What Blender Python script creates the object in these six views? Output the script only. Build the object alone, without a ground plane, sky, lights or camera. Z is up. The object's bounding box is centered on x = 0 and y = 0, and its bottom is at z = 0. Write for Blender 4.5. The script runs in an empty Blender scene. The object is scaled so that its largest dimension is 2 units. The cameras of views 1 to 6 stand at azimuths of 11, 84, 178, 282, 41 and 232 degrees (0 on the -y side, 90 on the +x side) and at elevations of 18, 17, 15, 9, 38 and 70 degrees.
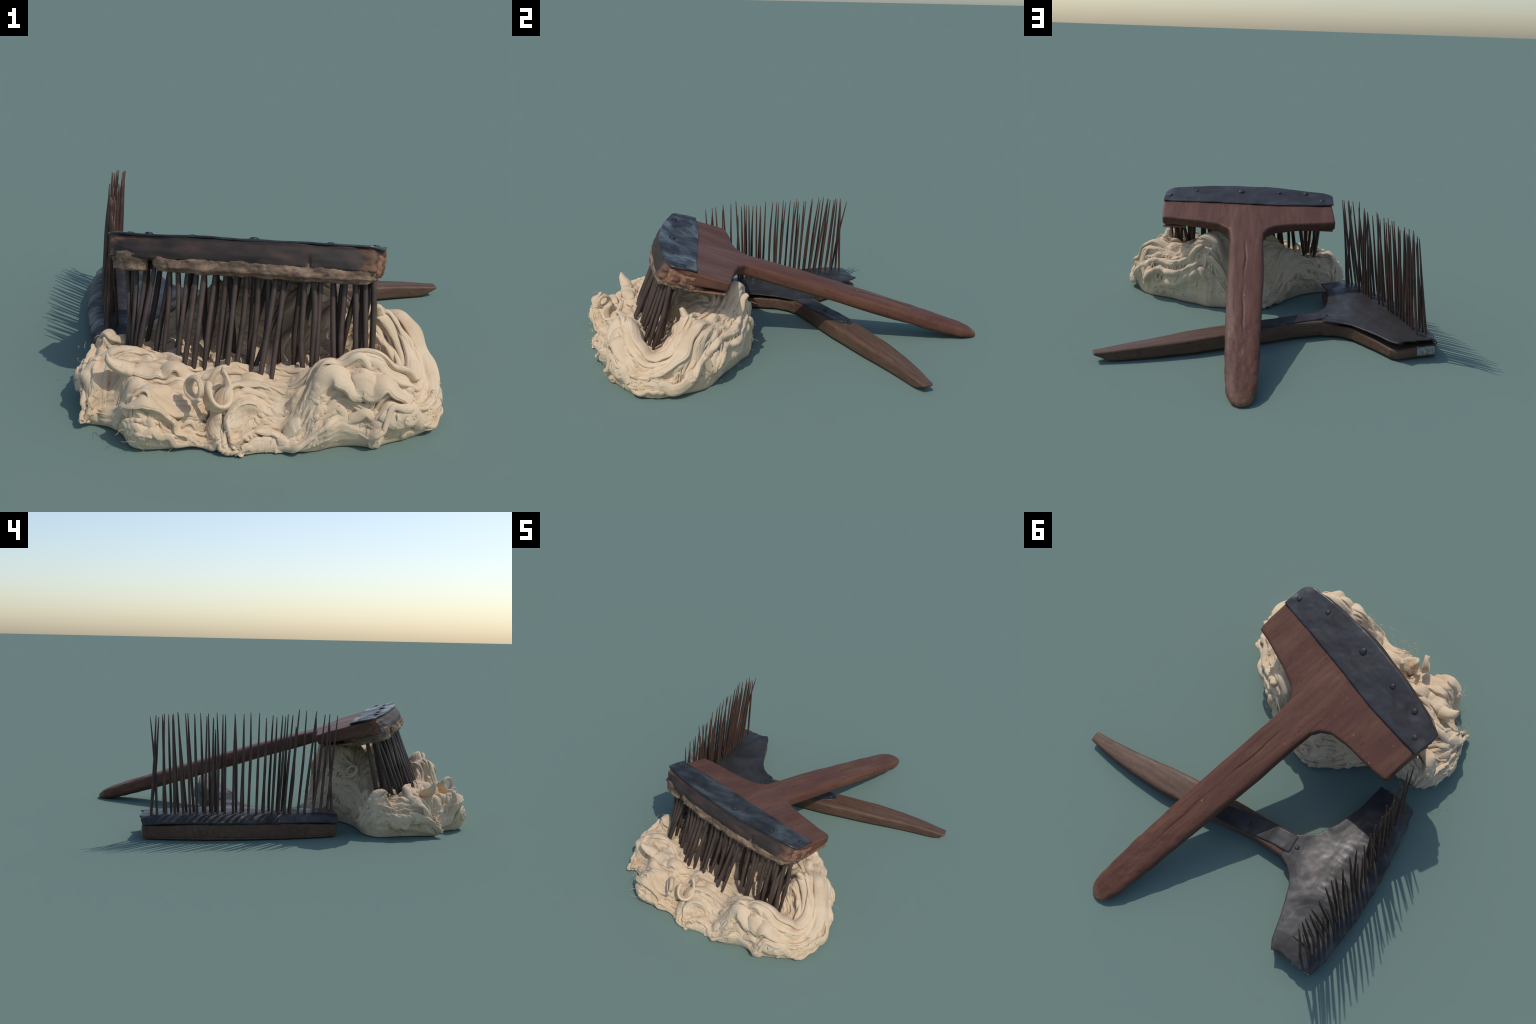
"""Two old hand wool-combs (one lying flat, teeth up; one resting teeth-down in
a pile of raw wool)."""
import bpy, bmesh, math, random
import numpy as np
from mathutils import Vector, Matrix, noise

random.seed(7)
RNG = np.random.default_rng(11)
COL = bpy.context.scene.collection

# ------------------------------------------------------------------ helpers
def link(ob, parent=None):
    COL.objects.link(ob)
    if parent is not None:
        ob.parent = parent
    return ob

def empty(name, mat=None):
    e = bpy.data.objects.new(name, None)
    e.empty_display_size = 0.05
    if mat is not None:
        e.matrix_world = mat
    return link(e)

def mesh_from(name, V, F, smooth=True):
    me = bpy.data.meshes.new(name)
    me.from_pydata([tuple(map(float, v)) for v in V], [], F)
    if smooth:
        me.polygons.foreach_set('use_smooth', [True] * len(me.polygons))
    me.update()
    return me

def obj(name, me, mat, parent):
    ob = bpy.data.objects.new(name, me)
    if mat:
        me.materials.clear()
        me.materials.append(mat)
    return link(ob, parent)

def get_v(me):
    a = np.empty(len(me.vertices) * 3, np.float32)
    me.vertices.foreach_get('co', a)
    return a.reshape(-1, 3).astype(np.float64)

def set_v(me, V):
    me.vertices.foreach_set('co', V.astype(np.float32).ravel())
    me.update()

def get_n(me):
    a = np.empty(len(me.vertices) * 3, np.float32)
    me.vertices.foreach_get('normal', a)
    return a.reshape(-1, 3).astype(np.float64)

def nz(p, freq, seed=0.0, octv=3):
    """fractal noise for an array of points; freq may be a 3-tuple"""
    f = np.array(freq if hasattr(freq, '__len__') else (freq,) * 3)
    q = p * f + seed
    return np.array([noise.fractal(Vector(r), 0.9, 2.0, octv) for r in q])

def catmull(P, n, closed=False):
    P = np.asarray(P, float)
    m = len(P)
    if closed:
        idx = np.arange(n) * m / n
    else:
        idx = np.linspace(0, m - 1, n)
    out = []
    for t in idx:
        i = int(t)
        if not closed:
            i = min(i, m - 2)
        u = t - i
        g = (lambda k: P[k % m]) if closed else (lambda k: P[min(max(k, 0), m - 1)])
        a, b, c, d = g(i - 1), g(i), g(i + 1), g(i + 2)
        out.append(0.5 * (2 * b + (c - a) * u + (2 * a - 5 * b + 4 * c - d) * u * u + (3 * b - a - 3 * c + d) * u ** 3))
    return np.array(out)

def prism(outline, ztop, zbot, bevel=0.005, seg=2):
    """solid from a plan outline; ztop/zbot are functions of (x, y)"""
    bm = bmesh.new()
    top = [bm.verts.new((x, y, ztop(x, y))) for x, y in outline]
    bot = [bm.verts.new((x, y, zbot(x, y))) for x, y in outline]
    bm.faces.new(top)
    bm.faces.new(bot[::-1])
    n = len(outline)
    for i in range(n):
        bm.faces.new((top[i], bot[i], bot[(i + 1) % n], top[(i + 1) % n]))
    bmesh.ops.recalc_face_normals(bm, faces=bm.faces)
    if bevel > 0:
        ed = [e for e in bm.edges if len(e.link_faces) == 2 and e.calc_face_angle(0) > 0.6]
        bmesh.ops.bevel(bm, geom=ed, offset=bevel, segments=seg, affect='EDGES', clamp_overlap=True)
    bmesh.ops.triangulate(bm, faces=[f for f in bm.faces if len(f.verts) > 4])
    me = bpy.data.meshes.new('prism')
    bm.to_mesh(me)
    bm.free()
    return me

def loft_y(sections, n=28):
    """sections: (y, xl, xr, ztop, zbot, superellipse exponent)"""
    V, F = [], []
    for (y, xl, xr, zt, zb, e) in sections:
        for k in range(n):
            a = 2 * math.pi * k / n
            c, s = math.cos(a), math.sin(a)
            x = (xl + xr) / 2 + (xr - xl) / 2 * math.copysign(abs(c) ** (2 / e), c)
            z = (zt + zb) / 2 + (zt - zb) / 2 * math.copysign(abs(s) ** (2 / e), s)
            V.append((x, y, z))
    m = len(sections)
    for i in range(m - 1):
        for k in range(n):
            k2 = (k + 1) % n
            F.append((i * n + k, i * n + k2, (i + 1) * n + k2, (i + 1) * n + k))
    F.append(tuple(range(n)))
    F.append(tuple(range((m - 1) * n, m * n))[::-1])
    return mesh_from('loft', V, F)

def dense_sections(tab, n):
    t = np.array(tab, float)
    ys = np.linspace(t[0, 0], t[-1, 0], n)
    return [tuple([y] + [float(np.interp(y, t[:, 0], t[:, k])) for k in range(1, 6)]) for y in ys]

def join(meshes):
    bm = bmesh.new()
    for m in meshes:
        bm.from_mesh(m)
    bmesh.ops.recalc_face_normals(bm, faces=bm.faces)
    me = bpy.data.meshes.new('joined')
    bm.to_mesh(me)
    bm.free()
    return me

def remesh(me, voxel, smooth=2):
    ob = bpy.data.objects.new('tmp', me)
    COL.objects.link(ob)
    m = ob.modifiers.new('r', 'REMESH')
    m.mode = 'VOXEL'
    m.voxel_size = voxel
    if smooth:
        s = ob.modifiers.new('s', 'SMOOTH')
        s.iterations = smooth
        s.factor = 0.5
    dg = bpy.context.evaluated_depsgraph_get()
    out = bpy.data.meshes.new_from_object(ob.evaluated_get(dg))
    bpy.data.objects.remove(ob)
    out.polygons.foreach_set('use_smooth', [True] * len(out.polygons))
    out.update()
    return out

def split_regions(me, names_masks, mat, parent):
    """one smooth body -> several objects by face region, sharing border verts
    and the whole body's normals"""
    V, N = get_v(me), get_n(me)
    polys = [tuple(p.vertices) for p in me.polygons]
    cen = np.array([V[list(p)].mean(0) for p in polys])
    left = np.ones(len(polys), bool)
    obs = []
    for name, fn in names_masks:
        sel = left & fn(cen)
        left &= ~sel
        ids = np.unique(np.concatenate([polys[i] for i in np.nonzero(sel)[0]]))
        mp = {int(a): k for k, a in enumerate(ids)}
        m = mesh_from(name, V[ids], [tuple(mp[v] for v in polys[i]) for i in np.nonzero(sel)[0]])
        m.normals_split_custom_set_from_vertices([tuple(n) for n in N[ids]])
        obs.append(obj(name, m, mat, parent))
    return obs

def tube(path, radii, n=10, flat=1.0, twist=0.0, groove=0, gdepth=0.0):
    """swept tube; flat<1 squashes the section to a ribbon, groove adds ridges"""
    path = np.asarray(path, float)
    m = len(path)
    T = np.gradient(path, axis=0)
    T /= np.linalg.norm(T, axis=1)[:, None] + 1e-12
    up = np.array([0.0, 0, 1]) if abs(T[0][2]) < 0.9 else np.array([1.0, 0, 0])
    nrm = np.cross(T[0], np.cross(up, T[0]))
    nrm /= np.linalg.norm(nrm)
    V, F = [], []
    for i in range(m):
        nrm = nrm - T[i] * (nrm @ T[i])
        nrm /= np.linalg.norm(nrm)
        b = np.cross(T[i], nrm)
        tw = twist * i / max(1, m - 1)
        for k in range(n):
            a = 2 * math.pi * k / n
            r = radii[i] * (1 + gdepth * math.cos(groove * a) if groove else 1)
            c, s = r * math.cos(a) * flat, r * math.sin(a)
            ca, sa = math.cos(tw), math.sin(tw)
            V.append(path[i] + nrm * (c * ca - s * sa) + b * (c * sa + s * ca))
    for i in range(m - 1):
        for k in range(n):
            k2 = (k + 1) % n
            F.append((i * n + k, i * n + k2, (i + 1) * n + k2, (i + 1) * n + k))
    F.append(tuple(range(n))[::-1])
    F.append(tuple(range((m - 1) * n, m * n)))
    return V, F

# ---------------------------------------------------------------- materials
def new_mat(name):
    m = bpy.data.materials.new(name)
    m.use_nodes = True
    nt = m.node_tree
    nt.nodes.clear()
    out = nt.nodes.new('ShaderNodeOutputMaterial')
    b = nt.nodes.new('ShaderNodeBsdfPrincipled')
    nt.links.new(b.outputs[0], out.inputs[0])
    return m, nt, b

def coords(nt, scale=(1, 1, 1), rot=(0, 0, 0)):
    tc = nt.nodes.new('ShaderNodeTexCoord')
    mp = nt.nodes.new('ShaderNodeMapping')
    mp.inputs['Scale'].default_value = scale
    mp.inputs['Rotation'].default_value = rot
    nt.links.new(tc.outputs['Object'], mp.inputs[0])
    return mp.outputs[0]

def n_noise(nt, vec, scale, detail=6, rough=0.6, dist=0.0):
    n = nt.nodes.new('ShaderNodeTexNoise')
    n.inputs['Scale'].default_value = scale
    n.inputs['Detail'].default_value = detail
    n.inputs['Roughness'].default_value = rough
    n.inputs['Distortion'].default_value = dist
    nt.links.new(vec, n.inputs['Vector'])
    return n.outputs[0]

def ramp(nt, fac, stops):
    r = nt.nodes.new('ShaderNodeValToRGB')
    el = r.color_ramp.elements
    while len(el) < len(stops):
        el.new(0.5)
    for e, (p, c) in zip(el, stops):
        e.position = p
        e.color = (*c, 1)
    nt.links.new(fac, r.inputs[0])
    return r.outputs[0]

def mix(nt, fac, a, b, mode='MIX'):
    n = nt.nodes.new('ShaderNodeMix')
    n.data_type = 'RGBA'
    n.blend_type = mode
    for sock, v in ((n.inputs[0], fac), (n.inputs[6], a), (n.inputs[7], b)):
        if isinstance(v, (int, float)):
            sock.default_value = v
        elif isinstance(v, tuple):
            sock.default_value = (*v, 1)
        else:
            nt.links.new(v, sock)
    return n.outputs[2]

def bump(nt, b, h, strength, dist=0.002):
    n = nt.nodes.new('ShaderNodeBump')
    n.inputs['Strength'].default_value = strength
    n.inputs['Distance'].default_value = dist
    nt.links.new(h, n.inputs['Height'])
    nt.links.new(n.outputs[0], b.inputs['Normal'])

def rough_from(nt, b, fac, lo, hi):
    n = nt.nodes.new('ShaderNodeMapRange')
    n.inputs[1].default_value = 0.36
    n.inputs[2].default_value = 0.64
    n.inputs[3].default_value = lo
    n.inputs[4].default_value = hi
    nt.links.new(fac, n.inputs[0])
    nt.links.new(n.outputs[0], b.inputs['Roughness'])

def wood_mat(name, dark, mid, light, stain, stain_amt=0.6):
    m, nt, b = new_mat(name)
    g = n_noise(nt, coords(nt, (60, 3.0, 60)), 1.0, 8, 0.62, 0.4)
    col = ramp(nt, g, [(0.30, dark), (0.5, mid), (0.72, light)])
    big = n_noise(nt, coords(nt, (7, 2.2, 7)), 1.0, 5, 0.6)
    col = mix(nt, ramp(nt, big, [(0.42, (0, 0, 0)), (0.62, (stain_amt,) * 3)]), col, stain)
    worn = n_noise(nt, coords(nt, (26, 9, 26)), 1.0, 6, 0.7)
    col = mix(nt, ramp(nt, worn, [(0.60, (0, 0, 0)), (0.76, (0.40,) * 3)]), col, tuple(min(1, c * 1.45) for c in light))
    pit = n_noise(nt, coords(nt, (90, 30, 90)), 1.0, 3, 0.6)
    col = mix(nt, ramp(nt, pit, [(0.30, (0.7,) * 3), (0.40, (0, 0, 0))]), col, tuple(c * 0.6 for c in dark))
    # bare, worn end grain at the very tip of the grip
    tcw = nt.nodes.new('ShaderNodeTexCoord')
    sy = nt.nodes.new('ShaderNodeSeparateXYZ')
    nt.links.new(tcw.outputs['Object'], sy.inputs[0])
    ma = nt.nodes.new('ShaderNodeMath'); ma.operation = 'MULTIPLY_ADD'
    ma.inputs[1].default_value = 0.10
    nt.links.new(worn, ma.inputs[0]); nt.links.new(sy.outputs[1], ma.inputs[2])
    mr = nt.nodes.new('ShaderNodeMapRange')
    mr.inputs[1].default_value = 1.535; mr.inputs[2].default_value = 1.575
    mr.inputs[3].default_value = 0.0; mr.inputs[4].default_value = 0.75
    nt.links.new(ma.outputs[0], mr.inputs[0])
    col = mix(nt, mr.outputs[0], col, (0.23, 0.125, 0.065))
    sp = n_noise(nt, coords(nt, (75, 40, 75), (0, 0, 0.4)), 1.0, 2, 0.5)
    col = mix(nt, ramp(nt, sp, [(0.72, (0, 0, 0)), (0.77, (0.7,) * 3)]), col, tuple(min(1, c * 2.2) for c in light))
    nt.links.new(col, b.inputs['Base Color'])
    rough_from(nt, b, big, 0.46, 0.68)
    b.inputs['Specular IOR Level'].default_value = 0.28
    bump(nt, b, g, 0.35, 0.002)
    return m

WOOD_RED = wood_mat('red_brown_wood', (0.094, 0.038, 0.024), (0.132, 0.055, 0.033), (0.160, 0.071, 0.043), (0.086, 0.034, 0.026), 0.7)
WOOD_GREY = wood_mat('brown_wood', (0.082, 0.045, 0.028), (0.122, 0.068, 0.043), (0.162, 0.096, 0.062), (0.088, 0.048, 0.031))

def broken_wood():
    m, nt, b = new_mat('broken_wood_and_pitch')
    n = n_noise(nt, coords(nt, (22, 30, 30)), 1.0, 6, 0.65, 0.6)
    col = ramp(nt, n, [(0.3, (0.07, 0.035, 0.02)), (0.5, (0.22, 0.105, 0.058)), (0.7, (0.32, 0.17, 0.10))])
    nt.links.new(col, b.inputs['Base Color'])
    b.inputs['Roughness'].default_value = 0.75
    bump(nt, b, n_noise(nt, coords(nt, (60, 60, 60)), 1.0, 5), 0.5, 0.003)
    return m

BROKEN = broken_wood()

def band_mat():
    """dark greasy leather band, paling to bare wood at both ends"""
    m, nt, b = new_mat('dark_leather')
    n = n_noise(nt, coords(nt, (9, 20, 22)), 1.0, 6, 0.6, 0.5)
    col = ramp(nt, n, [(0.3, (0.026, 0.022, 0.020)), (0.52, (0.045, 0.034, 0.029)), (0.72, (0.078, 0.048, 0.037))])
    tc = nt.nodes.new('ShaderNodeTexCoord')
    sp = nt.nodes.new('ShaderNodeSeparateXYZ')
    nt.links.new(tc.outputs['Object'], sp.inputs[0])
    ab = nt.nodes.new('ShaderNodeMath'); ab.operation = 'ABSOLUTE'
    nt.links.new(sp.outputs[0], ab.inputs[0])
    ad = nt.nodes.new('ShaderNodeMath'); ad.operation = 'MULTIPLY_ADD'
    ad.inputs[1].default_value = 0.16; ad.inputs[2].default_value = 0
    nt.links.new(n, ad.inputs[0])
    su = nt.nodes.new('ShaderNodeMath'); su.operation = 'ADD'
    nt.links.new(ab.outputs[0], su.inputs[0]); nt.links.new(ad.outputs[0], su.inputs[1])
    col = mix(nt, ramp(nt, su.outputs[0], [(0.475, (0, 0, 0)), (0.525, (0.9,) * 3)]), col, (0.19, 0.10, 0.06))
    nt.links.new(col, b.inputs['Base Color'])
    b.inputs['Specular IOR Level'].default_value = 0.25
    rough_from(nt, b, n, 0.52, 0.75)
    bump(nt, b, n_noise(nt, coords(nt, (40, 40, 40)), 1.0, 6), 0.35, 0.003)
    return m

LEATHER = band_mat()

def pitch_mat():
    m, nt, b = new_mat('mottled_pad')
    n = n_noise(nt, coords(nt, (14, 22, 30)), 1.0, 7, 0.7, 0.3)
    col = ramp(nt, n, [(0.30, (0.045, 0.032, 0.024)), (0.46, (0.135, 0.085, 0.054)), (0.64, (0.31, 0.205, 0.13))])
    nt.links.new(col, b.inputs['Base Color'])
    b.inputs['Roughness'].default_value = 0.85
    bump(nt, b, n_noise(nt, coords(nt, (80, 80, 80)), 1.0, 5), 0.6, 0.003)
    return m

PITCH = pitch_mat()

def iron_mat(name, dark, mid, light, rust, r0=0.30, r1=0.55, metal=0.55):
    m, nt, b = new_mat(name)
    n = n_noise(nt, coords(nt, (5, 6, 6)), 1.0, 6, 0.55, 1.4)
    col = ramp(nt, n, [(0.32, dark), (0.5, mid), (0.68, light)])
    r = n_noise(nt, coords(nt, (5, 7, 7)), 1.0, 6, 0.7, 0.3)
    col = mix(nt, ramp(nt, r, [(0.56, (0, 0, 0)), (0.72, (0.7,) * 3)]), col, rust)
    nt.links.new(col, b.inputs['Base Color'])
    b.inputs['Metallic'].default_value = metal
    rough_from(nt, b, n, r1, r0)
    bump(nt, b, n_noise(nt, coords(nt, (22, 22, 22)), 1.0, 5, 0.5), 0.14, 0.003)
    return m

IRON = iron_mat('forged_iron', (0.022, 0.022, 0.025), (0.044, 0.044, 0.048), (0.088, 0.087, 0.089), (0.040, 0.033, 0.031), 0.26, 0.62, 0.55)
IRON_B = iron_mat('old_sheet_iron', (0.022, 0.021, 0.022), (0.038, 0.036, 0.036), (0.064, 0.060, 0.058), (0.046, 0.033, 0.026), 0.36, 0.62, 0.4)
TOOTH = iron_mat('rusty_steel', (0.044, 0.028, 0.021), (0.066, 0.042, 0.031), (0.088, 0.058, 0.044), (0.078, 0.042, 0.027), 0.45, 0.7, 0.0)
TOOTH_B = iron_mat('rusty_needle_steel', (0.044, 0.021, 0.014), (0.076, 0.036, 0.024), (0.102, 0.050, 0.034), (0.11, 0.042, 0.023), 0.45, 0.7, 0.0)

def label_mat():
    m, nt, b = new_mat('flaking_grey_paint')
    n = n_noise(nt, coords(nt, (60, 60, 60)), 1.0, 6, 0.7)
    nt.links.new(ramp(nt, n, [(0.35, (0.16, 0.155, 0.13)), (0.55, (0.32, 0.32, 0.28)), (0.72, (0.5, 0.5, 0.46))]), b.inputs['Base Color'])
    b.inputs['Roughness'].default_value = 0.8
    return m

LABEL = label_mat()

def wool_mat():
    m, nt, b = new_mat('raw_cream_wool')
    n = n_noise(nt, coords(nt, (6, 6, 6)), 1.0, 5, 0.6)
    col = ramp(nt, n, [(0.33, (0.60, 0.45, 0.29)), (0.5, (0.66, 0.505, 0.34)), (0.68, (0.70, 0.555, 0.385))])
    f = n_noise(nt, coords(nt, (30, 30, 80)), 1.0, 7, 0.7, 0.8)
    col = mix(nt, ramp(nt, f, [(0.30, (0.55,) * 3), (0.42, (0, 0, 0))]), col, (0.46, 0.32, 0.20))
    y = n_noise(nt, coords(nt, (9, 9, 14)), 1.0, 4, 0.6)
    col = mix(nt, ramp(nt, y, [(0.58, (0, 0, 0)), (0.7, (0.4,) * 3)]), col, (0.62, 0.51, 0.33))
    ln = n_noise(nt, coords(nt, (11, 11, 20)), 1.0, 4, 0.55, 1.5)  # dark of the narrow slits between fibres, painted into the colour as brown lines
    line = ramp(nt, ln, [(0.488, (0, 0, 0)), (0.5, (1, 1, 1)), (0.512, (0, 0, 0))])
    patch = ramp(nt, n_noise(nt, coords(nt, (7, 7, 7), (0, 0, 1)), 1.0, 3, 0.6), [(0.50, (0, 0, 0)), (0.62, (0.55,) * 3)])
    col = mix(nt, mix(nt, 1.0, line, patch, 'MULTIPLY'), col, (0.26, 0.16, 0.095))
    nt.links.new(col, b.inputs['Base Color'])
    b.inputs['Roughness'].default_value = 0.85
    b.inputs['Specular IOR Level'].default_value = 0.2
    b.inputs['Sheen Weight'].default_value = 0.08
    bump(nt, b, n_noise(nt, coords(nt, (90, 90, 150)), 1.0, 6, 0.65, 0.6), 0.35, 0.0025)
    return m

WOOL = wool_mat()

# ================================================================== COMB A
# local frame: x across the head, y towards the handle tip, z out of the top face
tilt = math.atan(0.33)
RA = Matrix(((1, 0, 0, 0.11),
             (0, math.cos(tilt), math.sin(tilt), -0.45),
             (0, -math.sin(tilt), math.cos(tilt), 0.512),
             (0, 0, 0, 1)))
A = empty('wool_comb', RA)
A['label'] = 'old red-brown wooden wool comb with iron plate, resting teeth down'
A['category'] = 'wool comb'

FRONT_A = [(0.455, -0.110), (0.43, -0.138), (0.396, -0.150), (0.264, -0.170), (0.11, -0.186), (-0.047, -0.182),
           (-0.189, -0.171), (-0.371, -0.140), (-0.44, -0.122), (-0.462, -0.10)]
REAR_A = [(-0.460, 0.181), (-0.389, 0.194), (-0.320, 0.201), (-0.221, 0.212), (-0.145, 0.230), (-0.105, 0.262),
          (-0.088, 0.300), (0.085, 0.300), (0.099, 0.262), (0.146, 0.226), (0.241, 0.200), (0.318, 0.188), (0.385, 0.176), (0.447, 0.170)]
outA = [(0.456, 0.10), (0.455, 0.0)] + [(x * 0.985, y + 0.016) for x, y in FRONT_A] + [(-0.454, 0.02)] + REAR_A
outA = outA[::-1]

def zbA(x, y):
    return -0.050 - 0.033 * min(1, max(0, (0.14 - y) / 0.25)) - 0.012 * math.exp(-(x / 0.16) ** 2)

headA = prism(outA, lambda x, y: -0.003, zbA, 0.006, 2)
handA = loft_y(dense_sections([
    (0.05, -0.080, 0.082, -0.002, -0.062, 7),
    (0.27, -0.086, 0.094, 0.002, -0.064, 7),
    (0.38, -0.084, 0.084, 0.007, -0.066, 5),
    (0.60, -0.089, 0.083, 0.012, -0.067, 4),
    (0.90, -0.083, 0.080, 0.013, -0.068, 3.6),
    (1.15, -0.079, 0.075, 0.012, -0.068, 3.2),
    (1.33, -0.074, 0.067, 0.010, -0.067, 3.2),
    (1.43, -0.070, 0.060, 0.005, -0.060, 3.0),
    (1.480, -0.062, 0.053, 0.001, -0.054, 2.8),
    (1.510, -0.051, 0.041, -0.005, -0.047, 2.6),
    (1.526, -0.036, 0.028, -0.013, -0.040, 2.4),
    (1.535, -0.018, 0.010, -0.020, -0.034, 2.2)], 110))
bodyA = remesh(join([headA, handA]), 0.0045, 3)
V, N = get_v(bodyA), get_n(bodyA)
grain = nz(V, (16, 2.2, 16), 3.1)
lump = nz(V, (7, 5, 7), 9.0, 2)
hmask = np.clip((V[:, 1] - 0.25) / 0.2, 0, 1)
d = grain * (0.0012 + 0.0016 * hmask) + lump * 0.0022
# knobbly worn grip near the tip
grip = np.clip((V[:, 1] - 0.95) / 0.2, 0, 1)
d += grip * 0.0035 * nz(V, (22, 14, 22), 5.5, 3)
# long drying crack down the handle
cx = 0.004 - 0.012 * (V[:, 1] - 0.7) + 0.004 * np.sin(V[:, 1] * 9.0) + 0.0022 * np.sin(V[:, 1] * 31.0)
cd = np.exp(-((V[:, 0] - cx) / 0.0034) ** 2) * (V[:, 2] > -0.02)
win = np.clip((V[:, 1] - 0.34) / 0.12, 0, 1) * np.clip((1.18 - V[:, 1]) / 0.12, 0, 1)
d -= 0.0085 * cd * win * (0.55 + 0.45 * np.sin(V[:, 1] * 13 + 1))
# broken, torn-out front corners of the block
endm = np.clip((np.abs(V[:, 0]) - 0.415) / 0.03, 0, 1) * np.clip((0.02 - V[:, 1]) / 0.05, 0, 1) * (V[:, 2] < -0.01)
d += endm * (0.010 * nz(V, (26, 26, 40), 2.2, 3) - 0.004)
V += N * d[:, None]
Wz = 0.512 - V[:, 1] * math.sin(tilt) + V[:, 2] * math.cos(tilt)
low = Wz < 0.001
V[low, 2] += (0.001 - Wz[low]) / math.cos(tilt)
set_v(bodyA, V)
split_regions(bodyA, [('handle', lambda c: c[:, 1] > 0.30), ('head', lambda c: np.ones(len(c), bool))], WOOD_RED, A)

# torn wood at the two ends of the head
def end_chunk(x0, name):
    sgn = 1 if x0 > 0 else -1
    o = [(x0 - 0.05, -0.115), (x0 - 0.004, -0.105), (x0 + 0.004, -0.04), (x0 + 0.004, 0.02), (x0 - 0.03, 0.035), (x0 - 0.06, -0.02)]
    if sgn < 0:
        o = [(2 * x0 - x, y) for x, y in o][::-1]
    m = remesh(prism(o, lambda x, y: -0.020, lambda x, y: -0.088 + 0.1 * max(0, y), 0.008), 0.004, 2)
    V, N = get_v(m), get_n(m)
    V += N * (0.010 * nz(V, (9, 13, 24), 4.0 * sgn, 3) + 0.0035 * nz(V, (30, 34, 60), 9.0 * sgn, 3))[:, None]
    set_v(m, V)
    return obj(name, m, BROKEN, A)

end_chunk(0.452, 'broken_end')
# iron top plate
front_e = catmull([(0.457, -0.06), (0.455, -0.10)] + [(x, y + 0.010) for x, y in FRONT_A[1:-1]] + [(-0.462, -0.09), (-0.462, -0.05)], 70)
rear_e = catmull([(-0.461, 0.014), (-0.2, 0.025), (0.05, 0.016), (0.28, 0.010), (0.457, 0.010)], 40)
plate_out = np.vstack([front_e, rear_e])[::-1]
pl = remesh(prism([tuple(p) for p in plate_out], lambda x, y: 0.0045, lambda x, y: -0.004, 0.002, 2), 0.0034, 2)
V, N = get_v(pl), get_n(pl)
dent = nz(V, (6, 8, 1), 1.7, 2)
V[:, 2] += 0.0028 * dent + 0.0007 * nz(V, (24, 26, 1), 8.0, 2)
curl = np.clip((np.abs(V[:, 0]) - 0.40) / 0.07, 0, 1) ** 2 * np.clip((-0.03 - V[:, 1]) / 0.1, 0, 1)
V[:, 2] -= 0.022 * curl * (V[:, 0] > 0) + 0.006 * curl * (V[:, 0] < 0)
V[:, 2] += 0.004 * np.clip((np.abs(V[:, 0]) - 0.42) / 0.05, 0, 1) * np.clip((V[:, 1] + 0.06) / 0.05, 0, 1)
set_v(pl, V)
obj('top_plate', pl, IRON, A)

# leather / dark band nailed round the front face, under the plate
arcA = catmull([(0.440, -0.085)] + FRONT_A[1:-1] + [(-0.448, -0.085)], 90)
cen = np.array([0.0, 0.15])
inner = arcA + (cen - arcA) / np.linalg.norm(cen - arcA, axis=1)[:, None] * 0.03
out_band = [tuple(p) for p in np.vstack([arcA + np.array([0, -0.004]), inner[::-1]])][::-1]
bd = remesh(prism(out_band, lambda x, y: -0.001, lambda x, y: -0.077, 0.012, 4), 0.004, 2)
V, N = get_v(bd), get_n(bd)
V[:, 1] += (0.018 - 0.016 * np.clip(-V[:, 2] / 0.05, 0, 1)) * np.clip((V[:, 1] - 0.5) / -0.5, 0, 1)
e = np.clip((np.abs(V[:, 0]) - 0.33) / 0.1, 0, 1)
V += N * (0.0060 * nz(V, (5, 8, 16), 6.0, 3) + 0.010 * e * nz(V, (14, 16, 34), 7.3, 3) - 0.004 * e)[:, None]
# hollow groove at mid height and one vertical nick
V[:, 1] += 0.004 * np.exp(-((V[:, 2] + 0.012) / 0.006) ** 2)
V[:, 1] += 0.006 * np.exp(-((V[:, 0] - 0.225) / 0.006) ** 2) * np.clip((-0.03 - V[:, 2]) / 0.02, 0, 1)
set_v(bd, V)
obj('front_band', bd, LEATHER, A)

# pad under the head that holds the teeth: long piece and short piece with a gap
def pad(x0, x1, name, seed):
    xs = np.linspace(x0, x1, 60)
    arc_x, arc_y = arcA[::-1, 0], arcA[::-1, 1]
    front = [(x, np.interp(x, arc_x, arc_y) - 0.003 + 0.02 * math.exp(-(x1 - x) / 0.02) + 0.02 * math.exp(-(x - x0) / 0.02)) for x in xs]
    rear = [(x, 0.075) for x in (x1 - 0.01, (x0 + x1) / 2, x0 + 0.01)]
    m = remesh(prism((front + rear)[::1], lambda x, y: -0.060, lambda x, y: -0.118 + 0.22 * max(0, y), 0.012, 3), 0.004, 2)
    V, N = get_v(m), get_n(m)
    V += N * (0.0075 * nz(V, (13, 18, 26), seed, 4) + 0.002 * nz(V, (60, 60, 60), seed, 2))[:, None]
    set_v(m, V)
    return obj(name, m, PITCH, A)

pad(-0.290, 0.440, 'tooth_pad', 12.0)
pad(-0.430, -0.305, 'tooth_pad.001', 21.0)

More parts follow.
